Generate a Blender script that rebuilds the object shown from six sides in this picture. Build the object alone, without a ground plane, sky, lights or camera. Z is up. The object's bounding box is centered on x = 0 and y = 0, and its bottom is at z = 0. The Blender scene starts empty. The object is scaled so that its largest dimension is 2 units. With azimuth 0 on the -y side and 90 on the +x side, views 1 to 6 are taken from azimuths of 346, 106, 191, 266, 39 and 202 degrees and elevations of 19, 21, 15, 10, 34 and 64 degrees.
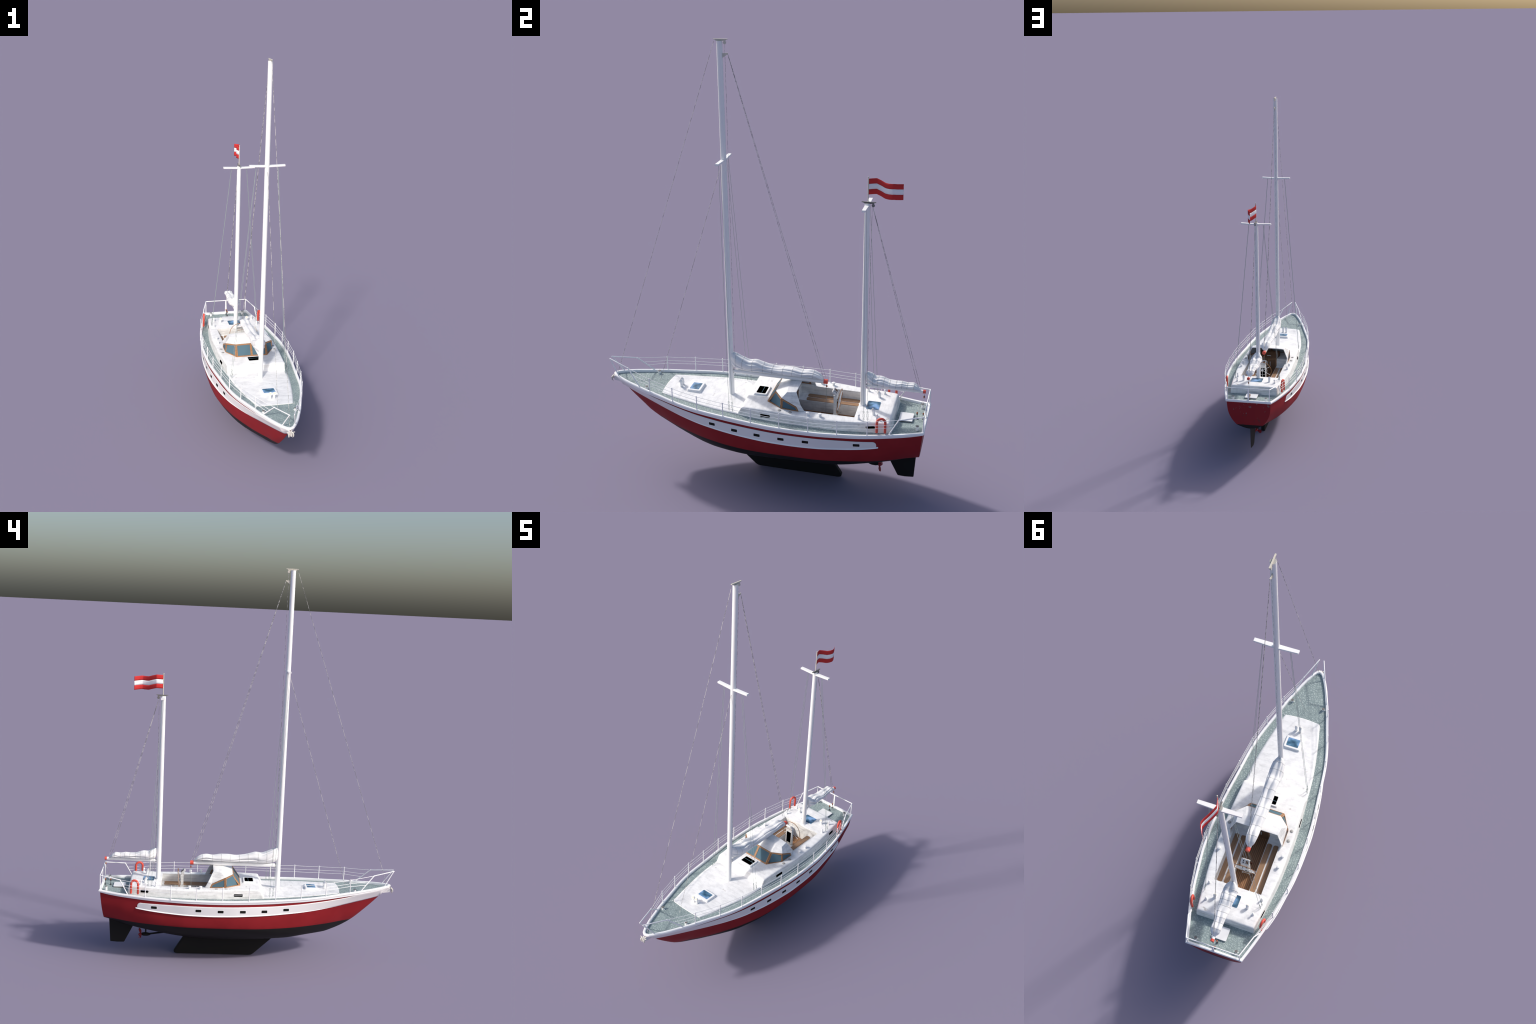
import bpy, bmesh, math, random
import numpy as np
from mathutils import Vector, Matrix, Quaternion

random.seed(7)
rng = np.random.default_rng(7)

# ------------------------------------------------------------------ materials
def principled(name, col, rough=0.5, metallic=0.0, spec=0.5, coat=0.0):
    m = bpy.data.materials.new(name)
    m.use_nodes = True
    nt = m.node_tree
    b = nt.nodes["Principled BSDF"]
    b.inputs["Base Color"].default_value = (*col, 1)
    b.inputs["Roughness"].default_value = rough
    b.inputs["Metallic"].default_value = metallic
    b.inputs["Specular IOR Level"].default_value = spec
    b.inputs["Coat Weight"].default_value = coat
    return m, nt, b

def nd(nt, kind, **kw):
    n = nt.nodes.new(kind)
    for k, v in kw.items():
        setattr(n, k, v)
    return n

def obj_coords(nt, scale=(1, 1, 1), rot=(0, 0, 0)):
    tc = nd(nt, "ShaderNodeTexCoord")
    mp = nd(nt, "ShaderNodeMapping")
    mp.inputs["Scale"].default_value = scale
    mp.inputs["Rotation"].default_value = rot
    nt.links.new(tc.outputs["Object"], mp.inputs["Vector"])
    return mp.outputs["Vector"]

def noise(nt, vec, scale, detail=4.0, rough=0.6):
    n = nd(nt, "ShaderNodeTexNoise")
    n.inputs["Scale"].default_value = scale
    n.inputs["Detail"].default_value = detail
    n.inputs["Roughness"].default_value = rough
    nt.links.new(vec, n.inputs["Vector"])
    return n.outputs["Fac"]

def ramp(nt, fac, stops, interp="LINEAR"):
    r = nd(nt, "ShaderNodeValToRGB")
    r.color_ramp.interpolation = interp
    el = r.color_ramp.elements
    while len(el) < len(stops):
        el.new(0.5)
    for e, (p, c) in zip(el, stops):
        e.position = p
        e.color = (*c, 1) if len(c) == 3 else c
    nt.links.new(fac, r.inputs["Fac"])
    return r.outputs["Color"]

def mix(nt, fac, a, b, mode="MIX"):
    n = nd(nt, "ShaderNodeMix", data_type="RGBA", blend_type=mode)
    for sock, v in ((n.inputs[0], fac), (n.inputs[6], a), (n.inputs[7], b)):
        if isinstance(v, (int, float)):
            sock.default_value = v
        elif isinstance(v, tuple):
            sock.default_value = (*v, 1)
        else:
            nt.links.new(v, sock)
    return n.outputs[2]

def math_node(nt, op, a, b=None):
    n = nd(nt, "ShaderNodeMath", operation=op)
    for sock, v in zip(n.inputs, (a, b)):
        if v is None:
            continue
        if isinstance(v, (int, float)):
            sock.default_value = v
        else:
            nt.links.new(v, sock)
    return n.outputs[0]

def bump(nt, b, height, strength=0.3, dist=0.002):
    n = nd(nt, "ShaderNodeBump")
    n.inputs["Strength"].default_value = strength
    n.inputs["Distance"].default_value = dist
    nt.links.new(height, n.inputs["Height"])
    nt.links.new(n.outputs["Normal"], b.inputs["Normal"])

MAT = {}
WHITE = (0.86, 0.86, 0.86)

def make_materials():
    m, nt, b = principled("white_paint", WHITE, 0.4)
    MAT["white"] = m
    m, nt, b = principled("white_metal_paint", (0.87, 0.87, 0.88), 0.35)
    MAT["rail"] = m
    m, nt, b = principled("white_band_paint", (0.74, 0.73, 0.74), 0.4)
    MAT["band"] = m

    # weathered white gelcoat: faint streaks and small grey stains
    m, nt, b = principled("weathered_white_gelcoat", WHITE, 0.5)
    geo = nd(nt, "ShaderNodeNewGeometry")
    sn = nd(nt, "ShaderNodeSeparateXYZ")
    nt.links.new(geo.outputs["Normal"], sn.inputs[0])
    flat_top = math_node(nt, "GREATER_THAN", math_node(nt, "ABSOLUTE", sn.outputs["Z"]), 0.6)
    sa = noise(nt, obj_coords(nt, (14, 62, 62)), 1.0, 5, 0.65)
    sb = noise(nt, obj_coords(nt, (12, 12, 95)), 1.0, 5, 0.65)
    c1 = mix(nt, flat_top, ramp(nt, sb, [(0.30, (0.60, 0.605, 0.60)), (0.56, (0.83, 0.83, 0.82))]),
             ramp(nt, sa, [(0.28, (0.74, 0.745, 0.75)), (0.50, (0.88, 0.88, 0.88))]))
    streak = sa
    spot = noise(nt, obj_coords(nt, (22, 34, 34)), 1.0, 3, 0.5)
    c2 = ramp(nt, spot, [(0.25, (0.62, 0.6, 0.58)), (0.31, (1, 1, 1))])
    blotch = ramp(nt, noise(nt, obj_coords(nt, (26, 34, 30)), 1.0, 5, 0.7), [(0.36, (0.86, 0.86, 0.865)), (0.56, (1, 1, 1))])
    c1 = mix(nt, 1.0, c1, blotch, "MULTIPLY")
    nt.links.new(mix(nt, 1.0, c1, c2, "MULTIPLY"), b.inputs["Base Color"])
    bump(nt, b, streak, 0.12, 0.002)
    MAT["gelcoat"] = m

    # hull topsides: red above the waterline, black below, tiny chips
    m, nt, b = principled("hull_paint", (0.3, 0.02, 0.03), 0.55, spec=0.10)
    tc = nd(nt, "ShaderNodeTexCoord")
    sep = nd(nt, "ShaderNodeSeparateXYZ")
    nt.links.new(tc.outputs["Object"], sep.inputs[0])
    above = math_node(nt, "GREATER_THAN", sep.outputs["Z"], 0.2118)
    mott = noise(nt, obj_coords(nt), 9.0, 4)
    red = ramp(nt, mott, [(0.3, (0.225, 0.0155, 0.0195)), (0.7, (0.262, 0.0185, 0.0235))])
    chip = noise(nt, obj_coords(nt, (30, 30, 30)), 1.0, 3, 0.55)
    chipmask = ramp(nt, chip, [(0.74, (0, 0, 0)), (0.77, (1, 1, 1))])
    red = mix(nt, chipmask, red, (0.12, 0.07, 0.06))
    col = mix(nt, above, (0.0165, 0.0160, 0.0158), red)
    nt.links.new(col, b.inputs["Base Color"])
    MAT["hull"] = m

    # transom: same red with worn flakes near its top and bottom edges
    m, nt, b = principled("transom_paint", (0.3, 0.02, 0.03), 0.5, spec=0.15)
    tc = nd(nt, "ShaderNodeTexCoord")
    sep = nd(nt, "ShaderNodeSeparateXYZ")
    nt.links.new(tc.outputs["Object"], sep.inputs[0])
    ch = noise(nt, obj_coords(nt, (48, 20, 40)), 1.0, 4, 0.55)
    hi = math_node(nt, "MULTIPLY", math_node(nt, "SUBTRACT", sep.outputs["Z"], 0.27), 1.0)
    worn = ramp(nt, math_node(nt, "ADD", ch, hi), [(0.662, (0, 0, 0)), (0.70, (1, 1, 1))])
    ch2 = noise(nt, obj_coords(nt, (42, 20, 42)), 1.0, 3, 0.5)
    lo = math_node(nt, "MULTIPLY", math_node(nt, "SUBTRACT", 0.26, sep.outputs["Z"]), 1.2)
    dark = ramp(nt, math_node(nt, "ADD", ch2, lo), [(0.62, (0, 0, 0)), (0.70, (1, 1, 1))])
    c = mix(nt, worn, (0.23, 0.016, 0.021), (0.17, 0.13, 0.125))
    c = mix(nt, dark, c, (0.10, 0.03, 0.03))
    c = mix(nt, math_node(nt, "GREATER_THAN", sep.outputs["Z"], 0.2125), (0.0125, 0.0122, 0.0125), c)
    nt.links.new(c, b.inputs["Base Color"])
    MAT["transom"] = m

    m, nt, b = principled("black_antifouling", (0.0135, 0.0132, 0.0128), 0.6, spec=0.12)
    MAT["black_keel"] = m
    m, nt, b = principled("black_panel", (0.0, 0.0, 0.0), 1.0, spec=0.0)
    MAT["black"] = m
    m, nt, b = principled("dark_port_glass", (0.011, 0.0105, 0.010), 0.5, spec=0.1)
    MAT["port"] = m

    # green-grey pebbled anti-slip deck
    m, nt, b = principled("pebbled_deck", (0.34, 0.42, 0.40), 0.7)
    warp = noise(nt, obj_coords(nt), 30.0, 2)
    v = obj_coords(nt)
    add = nd(nt, "ShaderNodeVectorMath", operation="MULTIPLY_ADD")
    wn = nd(nt, "ShaderNodeTexNoise")
    wn.inputs["Scale"].default_value = 60
    nt.links.new(v, wn.inputs["Vector"])
    nt.links.new(wn.outputs["Color"], add.inputs[0])
    add.inputs[1].default_value = (0.0085, 0.0085, 0.0)
    nt.links.new(v, add.inputs[2])
    flat = nd(nt, "ShaderNodeVectorMath", operation="MULTIPLY")
    nt.links.new(add.outputs[0], flat.inputs[0])
    flat.inputs[1].default_value = (1, 1, 0)
    vo = nd(nt, "ShaderNodeTexVoronoi", feature="DISTANCE_TO_EDGE")
    vo.inputs["Scale"].default_value = 92
    nt.links.new(flat.outputs[0], vo.inputs["Vector"])
    cell = ramp(nt, vo.outputs["Distance"], [(0.0, (0.228, 0.289, 0.291)), (0.18, (0.335, 0.402, 0.400)), (0.5, (0.415, 0.480, 0.474))])
    tone = ramp(nt, noise(nt, obj_coords(nt), 22, 3), [(0.32, (0.80, 0.83, 0.84)), (0.68, (1.05, 1.06, 1.05))])
    nt.links.new(mix(nt, 1.0, cell, tone, "MULTIPLY"), b.inputs["Base Color"])
    bump(nt, b, vo.outputs["Distance"], 0.6, 0.004)
    MAT["deck"] = m

    # varnished wood for frames
    m, nt, b = principled("varnished_wood", (0.42, 0.2, 0.09), 0.5, spec=0.3)
    w = noise(nt, obj_coords(nt, (60, 60, 60)), 3.0, 4)
    nt.links.new(ramp(nt, w, [(0.3, (0.25, 0.125, 0.058)), (0.7, (0.37, 0.195, 0.096))]), b.inputs["Base Color"])
    MAT["wood"] = m
    # bench slats
    m, nt, b = principled("teak_slat", (0.4, 0.24, 0.13), 0.5)
    w = noise(nt, obj_coords(nt, (170, 14, 60)), 1.0, 4)
    nt.links.new(ramp(nt, w, [(0.3, (0.25, 0.14, 0.075)), (0.7, (0.38, 0.225, 0.125))]), b.inputs["Base Color"])
    MAT["teak"] = m
    # planked cockpit sole
    m, nt, b = principled("planked_sole", (0.4, 0.2, 0.09), 0.5)
    tc = nd(nt, "ShaderNodeTexCoord")
    sep = nd(nt, "ShaderNodeSeparateXYZ")
    nt.links.new(tc.outputs["Object"], sep.inputs[0])
    fr = math_node(nt, "FRACT", math_node(nt, "MULTIPLY", math_node(nt, "ADD", sep.outputs["X"], 1.0), 118.0))
    seam = ramp(nt, fr, [(0.0, (0, 0, 0)), (0.2, (0, 0, 0)), (0.3, (1, 1, 1))])
    w = ramp(nt, noise(nt, obj_coords(nt, (150, 12, 1)), 1.0, 3), [(0.3, (0.26, 0.125, 0.055)), (0.7, (0.42, 0.215, 0.10))])
    nt.links.new(mix(nt, seam, (0.085, 0.04, 0.022), w), b.inputs["Base Color"])
    MAT["sole"] = m
    m, nt, b = principled("dark_wood", (0.11, 0.055, 0.028), 0.5)
    w = noise(nt, obj_coords(nt, (150, 150, 14)), 1.0, 4)
    nt.links.new(ramp(nt, w, [(0.3, (0.105, 0.052, 0.026)), (0.7, (0.17, 0.085, 0.042))]), b.inputs["Base Color"])
    MAT["dark_wood"] = m

    # window glass, hatch glass
    m, nt, b = principled("window_glass", (0.088, 0.152, 0.195), 0.7, spec=0.0)
    MAT["glass"] = m
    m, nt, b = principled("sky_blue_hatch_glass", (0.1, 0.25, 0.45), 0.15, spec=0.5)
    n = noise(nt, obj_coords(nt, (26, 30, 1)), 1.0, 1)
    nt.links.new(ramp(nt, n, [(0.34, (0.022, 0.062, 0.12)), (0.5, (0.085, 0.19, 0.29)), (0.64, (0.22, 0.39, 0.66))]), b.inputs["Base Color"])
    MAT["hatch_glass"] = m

    # sail cloth
    m, nt, b = principled("sail_cloth", (0.79, 0.79, 0.80), 0.8, spec=0.2)
    bump(nt, b, noise(nt, obj_coords(nt, (60, 16, 60)), 1.0, 4), 0.25, 0.004)
    MAT["sail"] = m
    m, nt, b = principled("strap_webbing", (0.60, 0.60, 0.60), 0.8)
    MAT["strap"] = m

    m, nt, b = principled("orange_red_plastic", (0.70, 0.085, 0.055), 0.5)
    MAT["orange"] = m
    m, nt, b = principled("red_propeller", (0.28, 0.012, 0.02), 0.45)
    MAT["prop"] = m
    m, nt, b = principled("grey_metal", (0.36, 0.36, 0.35), 0.45)
    MAT["grey"] = m
    m, nt, b = principled("dark_grey_metal", (0.16, 0.155, 0.15), 0.5)
    MAT["dgrey"] = m
    m, nt, b = principled("pale_grey_console", (0.62, 0.62, 0.62), 0.5)
    MAT["console"] = m
    m, nt, b = principled("pale_beige_metal", (0.60, 0.565, 0.48), 0.45)
    MAT["beige"] = m
    m, nt, b = principled("galvanised_anchor", (0.56, 0.54, 0.51), 0.45)
    MAT["anchor"] = m
    m, nt, b = principled("daylight_tinted_inner_pane", (0.33, 0.36, 0.39), 0.5)  # pale colour paints the daylight seen through the windows from inside
    MAT["daylight_tint_pane"] = m
    m, nt, b = principled("pale_beige_metal", (0.60, 0.565, 0.48), 0.45)
    MAT["beige"] = m
    m, nt, b = principled("shroud_wire", (0.30, 0.36, 0.35), 0.5)
    MAT["wire"] = m
    m, nt, b = principled("turnbuckle_metal", (0.20, 0.26, 0.25), 0.5)
    MAT["turnbuckle"] = m
    m, nt, b = principled("block_brown", (0.30, 0.085, 0.03), 0.5)
    MAT["brown"] = m
    m, nt, b = principled("rubber_black", (0.03, 0.028, 0.035), 0.6)
    MAT["rubber"] = m

    # laid rope, light and dark strands alternating along its length
    m, nt, b = principled("laid_rope", (0.4, 0.4, 0.38), 0.8)
    fr = noise(nt, obj_coords(nt, (1, 1, 42)), 1.0, 3, 0.7)
    nt.links.new(ramp(nt, fr, [(0.44, (0.17, 0.17, 0.165)), (0.56, (0.62, 0.60, 0.57))]), b.inputs["Base Color"])
    MAT["rope"] = m

    # flag cloths
    for nme, c in (("flag_red", (0.52, 0.034, 0.034)), ("flag_white", (0.82, 0.82, 0.84))):
        m, nt, b = principled(nme, c, 0.8, spec=0.2)
        MAT[nme] = m

make_materials()

# ------------------------------------------------------------------ helpers
def empty(name, parent=None):
    o = bpy.data.objects.new(name, None)
    bpy.context.scene.collection.objects.link(o)
    o.parent = parent
    return o

def add(name, verts, faces, mat, parent, smooth=False, angle=None, mats=None, fmat=None):
    me = bpy.data.meshes.new(name)
    me.from_pydata([tuple(map(float, v)) for v in verts], [], [tuple(map(int, f)) for f in faces])
    for mm in (mats or [mat]):
        me.materials.append(MAT[mm])
    if fmat is not None:
        me.polygons.foreach_set("material_index", list(fmat))
    bm = bmesh.new()
    bm.from_mesh(me)
    bmesh.ops.remove_doubles(bm, verts=bm.verts, dist=1e-6)
    bmesh.ops.recalc_face_normals(bm, faces=bm.faces)
    bm.to_mesh(me)
    bm.free()
    if smooth or angle:
        me.polygons.foreach_set("use_smooth", [True] * len(me.polygons))
    if angle:
        me.set_sharp_from_angle(angle=math.radians(angle))
    o = bpy.data.objects.new(name, me)
    bpy.context.scene.collection.objects.link(o)
    o.parent = parent
    return o

class Soup:
    """collects several simple solids into one mesh"""
    def __init__(self):
        self.v, self.f, self.m = [], [], []
    def put(self, vf, mi=0):
        v, f = vf
        n = len(self.v)
        self.v += [tuple(p) for p in v]
        self.f += [tuple(i + n for i in q) for q in f]
        self.m += [mi] * len(f)
        return self
    def make(self, name, mats, parent, angle=40):
        mats = [mats] if isinstance(mats, str) else mats
        return add(name, self.v, self.f, None, parent, angle=angle, mats=mats, fmat=self.m)

def box(x0, x1, y0, y1, z0, z1):
    v = [(x, y, z) for z in (z0, z1) for y in (y0, y1) for x in (x0, x1)]
    f = [(0, 2, 3, 1), (4, 5, 7, 6), (0, 1, 5, 4), (2, 6, 7, 3), (0, 4, 6, 2), (1, 3, 7, 5)]
    return v, f

def rings_to_mesh(rings, close_ring=True, caps=True, loop=False):
    n = len(rings[0])
    v = [p for r in rings for p in r]
    f = []
    m = len(rings)
    for i in range(m if loop else m - 1):
        a, b = i * n, ((i + 1) % m) * n
        for j in range(n if close_ring else n - 1):
            k = (j + 1) % n
            f.append((a + j, a + k, b + k, b + j))
    if caps and not loop and close_ring:
        f.append(tuple(range(n))[::-1])
        f.append(tuple(range((m - 1) * n, m * n)))
    return v, f

def tube(path, r, n=8, loop=False):
    P = [Vector(p) for p in path]
    m = len(P)
    rr = r if isinstance(r, (list, tuple)) else [r] * m
    tang = []
    for i in range(m):
        if loop:
            t = (P[(i + 1) % m] - P[i - 1])
        else:
            t = P[min(i + 1, m - 1)] - P[max(i - 1, 0)]
        tang.append(t.normalized())
    up = Vector((0, 0, 1)) if abs(tang[0].z) < 0.9 else Vector((1, 0, 0))
    u = tang[0].cross(up).normalized()
    rings = []
    for i in range(m):
        t = tang[i]
        u = (u - t * u.dot(t)).normalized()
        w = t.cross(u)
        k = 1.0
        if 0 < i < m - 1:
            c = (P[i] - P[i - 1]).normalized().dot((P[i + 1] - P[i]).normalized())
            k = 1.0 / max(0.5, math.sqrt(max(0.25, (1 + c) / 2)))
        rings.append([P[i] + (u * math.cos(a) + w * math.sin(a)) * rr[i] * min(k, 1.3)
                      for a in [2 * math.pi * j / n for j in range(n)]])
    return rings_to_mesh(rings, caps=not loop, loop=loop)

def lathe(profile, c, axis="z", n=20):
    rings = []
    for r, h in profile:
        ring = []
        for j in range(n):
            a = 2 * math.pi * j / n
            p = {"z": (r * math.cos(a), r * math.sin(a), h), "y": (r * math.cos(a), h, r * math.sin(a)),
                 "x": (h, r * math.cos(a), r * math.sin(a))}[axis]
            ring.append((p[0] + c[0], p[1] + c[1], p[2] + c[2]))
        rings.append(ring)
    return rings_to_mesh(rings)

def ball(c, r, n=12):
    pr = [(max(1e-5, r * math.sin(math.pi * i / n)), -r * math.cos(math.pi * i / n)) for i in range(n + 1)]
    return lathe(pr, c, n=n + 4)

def pchip(xs, ys):
    x, y = np.array(xs, float), np.array(ys, float)
    h = np.diff(x)
    d = np.diff(y) / h
    m = np.zeros_like(y)
    m[0], m[-1] = d[0], d[-1]
    for i in range(1, len(x) - 1):
        if d[i - 1] * d[i] > 0:
            w1, w2 = 2 * h[i] + h[i - 1], h[i] + 2 * h[i - 1]
            m[i] = (w1 + w2) / (w1 / d[i - 1] + w2 / d[i])
    def f(t):
        t = np.clip(np.asarray(t, float), x[0], x[-1])
        i = np.clip(np.searchsorted(x, t) - 1, 0, len(x) - 2)
        s = (t - x[i]) / h[i]
        return ((2 * s**3 - 3 * s**2 + 1) * y[i] + (s**3 - 2 * s**2 + s) * h[i] * m[i]
                + (-2 * s**3 + 3 * s**2) * y[i + 1] + (s**3 - s**2) * h[i] * m[i + 1])
    return f

def curve(*pts):
    return pchip([p[0] for p in pts], [p[1] for p in pts])

def poly(*pts):
    return lambda t: np.interp(t, [p[0] for p in pts], [p[1] for p in pts])

def mirror_copy(o, parent):
    me = o.data.copy()
    for v in me.vertices:
        v.co.x = -v.co.x
    me.flip_normals()
    c = bpy.data.objects.new(o.name, me)
    bpy.context.scene.collection.objects.link(c)
    c.parent = parent
    return c

def instance(o, loc, parent, rotz=0.0, scale=1.0):
    c = o.copy()
    bpy.context.scene.collection.objects.link(c)
    c.location = loc
    c.rotation_euler = (0, 0, rotz)
    c.scale = (scale,) * 3
    c.parent = parent
    return c

# ------------------------------------------------------------------ root
boat = empty("sailing_boat")
boat["label"] = "two masted white and red sailing yacht with furled sails"
boat["category"] = "sailing boat"

# ------------------------------------------------------------------ hull lines (y runs from bow, negative, to stern)
keel_z = curve((-.744, .389), (-.71, .362), (-.68, .331), (-.65, .301), (-.6, .2545), (-.55, .212), (-.5, .180), (-.45, .1555),
               (-.4, .137), (-.35, .1315), (-.3, .1305), (-.25, .1275), (-.2, .122), (-.1, .117), (0, .107), (.1, .0945), (.2, .0925), (.3, .1025), (.4, .121),
               (.5, .134), (.55, .1405), (.6, .152), (.65, .164), (.7, .176), (.756, .189))
top_z = curve((-.744, .3905), (-.72, .388), (-.68, .383), (-.64, .379), (-.6, .3745), (-.5, .367), (-.4, .360), (-.3, .3545),
              (-.2, .3495), (-.1, .344), (0, .342), (.1, .341), (.2, .3405), (.3, .341), (.4, .3415), (.5, .343), (.6, .3455),
              (.7, .351), (.756, .358))
top_x = curve((-.744, .0015), (-.738, .0095), (-.725, .019), (-.71, .0285), (-.68, .0445), (-.64, .063), (-.6, .0785), (-.55, .098),
              (-.5, .1145), (-.45, .1305), (-.4, .147), (-.35, .1625), (-.3, .1755), (-.25, .1855), (-.2, .1925), (-.1, .2035),
              (0, .215), (.1, .2238), (.15, .2258), (.2, .2262), (.3, .2235), (.4, .2115), (.5, .196), (.55, .1845), (.6, .1715), (.65, .158),
              (.7, .1435), (.756, .127))
band_z = curve((-.744, .3875), (-.72, .368), (-.695, .347), (-.64, .3369), (-.6, .332), (-.55, .326), (-.5, .3195), (-.45, .313), (-.4, .3070),
               (-.35, .302), (-.3, .2985), (-.25, .2958), (-.2, .293), (-.1, .287), (0, .2828), (.1, .2796), (.2, .2775),
               (.3, .2782), (.4, .2815), (.5, .2885), (.6, .298), (.7, .308), (.756, .315))
band_x = curve((-.744, .0005), (-.72, .004), (-.695, .009), (-.64, .0315), (-.6, .049), (-.55, .070), (-.5, .090), (-.45, .1095), (-.4, .128),
               (-.35, .1465), (-.3, .164), (-.25, .180), (-.2, .1915), (-.1, .2085), (0, .2195), (.1, .2255), (.2, .2245),
               (.3, .2195), (.4, .2065), (.5, .192), (.55, .1805), (.6, .1680), (.65, .155), (.7, .141), (.756, .125))
low_z = curve((-.744, .3880), (-.71, .3645), (-.68, .3345), (-.65, .307), (-.6, .268), (-.55, .232), (-.5, .214), (-.45, .212), (.756, .212))
low_x = curve((-.744, .0003), (-.71, .0025), (-.68, .0035), (-.65, .0065), (-.6, .0135), (-.55, .0225), (-.5, .0345), (-.45, .063),
              (-.4, .0915), (-.35, .1150), (-.3, .137), (-.25, .1570), (-.2, .1730), (-.1, .1975), (0, .2105), (.1, .214), (.2, .2125),
              (.3, .2085), (.4, .1935), (.5, .171), (.55, .157), (.6, .1375), (.65, .1170), (.7, .096), (.756, .0765))
power = curve((-.744, 1.0), (-.6, 1.05), (-.5, 1.15), (-.45, 1.2), (-.4, 1.4), (-.35, 1.95), (-.3, 2.75), (-.25, 3.4), (-.2, 3.6), (-.1, 3.55), (0, 2.85), (.1, 2.15), (.2, 1.95), (.3, 2.15), (.4, 2.7), (.5, 2.3), (.55, 2.05), (.65, 2.05), (.7, 1.9), (.756, 1.75))
stripe_z = curve((-.744, .3905), (-.6, .3745), (-.56, .3714), (-.5, .3605), (-.45, .3555), (-.4, .351), (-.35, .3478), (-.3, .3445), (-.25, .341),
                 (-.2, .3375), (-.1, .332), (0, .330), (.1, .3288), (.2, .328), (.3, .3282), (.4, .3276), (.5, .327), (.6, .326))
rail_z = curve((-.760, .4045), (-.7065, .4015), (-.574, .392), (-.515, .3885), (-.386, .3785), (-.257, .3715), (-.1266, .3658), (.0065, .362),
               (.138, .3602), (.269, .3600), (.395, .3600), (.523, .3615), (.613, .3632), (.69, .3665), (.765, .3725))

NL, NU = 12, 14
def section(y):
    """half section, keel to sheer: list of (x, z)"""
    zk, zl, xl, p = keel_z(y), low_z(y), low_x(y), power(y)
    out = []
    for i in range(NL + 1):
        s = i / NL
        s = s ** (0.9)
        out.append((xl * s, zk + (zl - zk) * s ** p))
    zb, xb, zt, xt = band_z(y), band_x(y), top_z(y), top_x(y)
    zz = np.linspace(zl, zt, NU + 1)[1:]
    up = pchip([zl - max(1e-4, (zl - zk) * 0.12), zl, max(zb, zl + 1e-4), max(zt, zb + 2e-4)],
               [xl * 0.88 ** (1 / p) if p > 1 else xl * .88, xl, xb, xt])
    for z in zz:
        out.append((float(up(z)), float(z)))
    return out

def rake(y, z):
    """shear the stern stations so that the transom leans aft"""
    k = min(1.0, max(0.0, (y - .62) / .136))
    return y - k * ((.359 - z) * .105 + .0028)

def hull_x(y, z):
    s = section(y)
    zs = [q[1] for q in s]
    xs = [q[0] for q in s]
    return float(np.interp(z, zs, xs))

ys = np.concatenate([np.linspace(-.744, -.66, 15), np.linspace(-.65, .62, 84), np.linspace(.635, .756, 12)])
secs = [[(x, rake(y, z), z) for x, z in section(y)] for y in ys]
n = len(secs[0])
V, F = [], []
for s in secs:
    V += s
for s in secs:
    V += [(-x, y, z) for x, y, z in s]
off = n * len(secs)
for i in range(len(secs) - 1):
    for j in range(n - 1):
        a, b = i * n + j, (i + 1) * n + j
        F.append((a, b, b + 1, a + 1))
        F.append((off + a, off + a + 1, off + b + 1, off + b))
hull = add("hull", V, F, "hull", boat, angle=50)
last = secs[-1]
tr = [p for p in last] + [(-x, y, z) for x, y, z in last[::-1]]
cen = [(0, y, z) for _, y, z in last]
TV, TF = [], []
for (x, y, z) in last:
    TV += [(-x, y + .0004, z), (0, y + .0004, z), (x, y + .0004, z)]
for i in range(n - 1):
    for k in (0, 1):
        TF.append((3 * i + k, 3 * i + k + 1, 3 * i + k + 4, 3 * i + k + 3))
add("transom", TV, TF, "transom", hull)

# white topside band laid over the red paint, with a rounded aft end
def band_strip(side):
    yy = np.concatenate([np.linspace(-.742, -.56, 34), np.linspace(-.555, .542, 90), np.linspace(.545, .5620, 16)])
    rows = 9
    V, F = [], []
    for y in yy:
        lo, hi = float(band_z(y)), min(float(stripe_z(y)), float(top_z(y)))
        lo = max(lo, float(keel_z(y)) + .0002)
        hi = max(hi, lo + .0002)
        if y > .5455:                               # round the aft upper corner
            t = min(1, (y - .5455) / .0165)
            hi = lo + (hi - lo) * (0.45 + 0.55 * math.sqrt(max(0, 1 - t * t)))
        for r in range(rows):
            z = lo + (hi - lo) * r / (rows - 1)
            V.append((side * (hull_x(y, z) + .0012), y, z))
    for i in range(len(yy) - 1):
        for r in range(rows - 1):
            a = i * rows + r
            F.append((a, a + 1, a + rows + 1, a + rows))
    o = add("white_band", V, F, "band", hull, smooth=True)
    sol = o.modifiers.new("thickness", "SOLIDIFY")
    sol.thickness = .0014
    sol.offset = 0
for s in (1, -1):
    band_strip(s)

# rub strake under the band
def strake(side):
    yy = np.linspace(-.64, .570, 110)
    width = curve((-.64, .0012), (-.4, .0026), (-.2, .0044), (.1, .0062), (.35, .0056), (.5, .0056), (.56, .0052), (.570, .0036))
    rings = []
    for y in yy:
        z, w = float(band_z(y)), float(width(y))
        xa, xb = hull_x(y, z + .005), hull_x(y, z - .002)
        rings.append([(side * (xa - .001), y, z + .0045 + w * .3), (side * (xa + .0012), y, z + .0045 + w * .2),
                      (side * (hull_x(y, z) + w), y, z + .0012), (side * (hull_x(y, z) + w), y, z),
                      (side * (xb - .001), y, z - .001)])
    v, f = rings_to_mesh(rings)
    add("rub_strake", v, f, "rail", hull, angle=40)
for s in (1, -1):
    strake(s)

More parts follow.
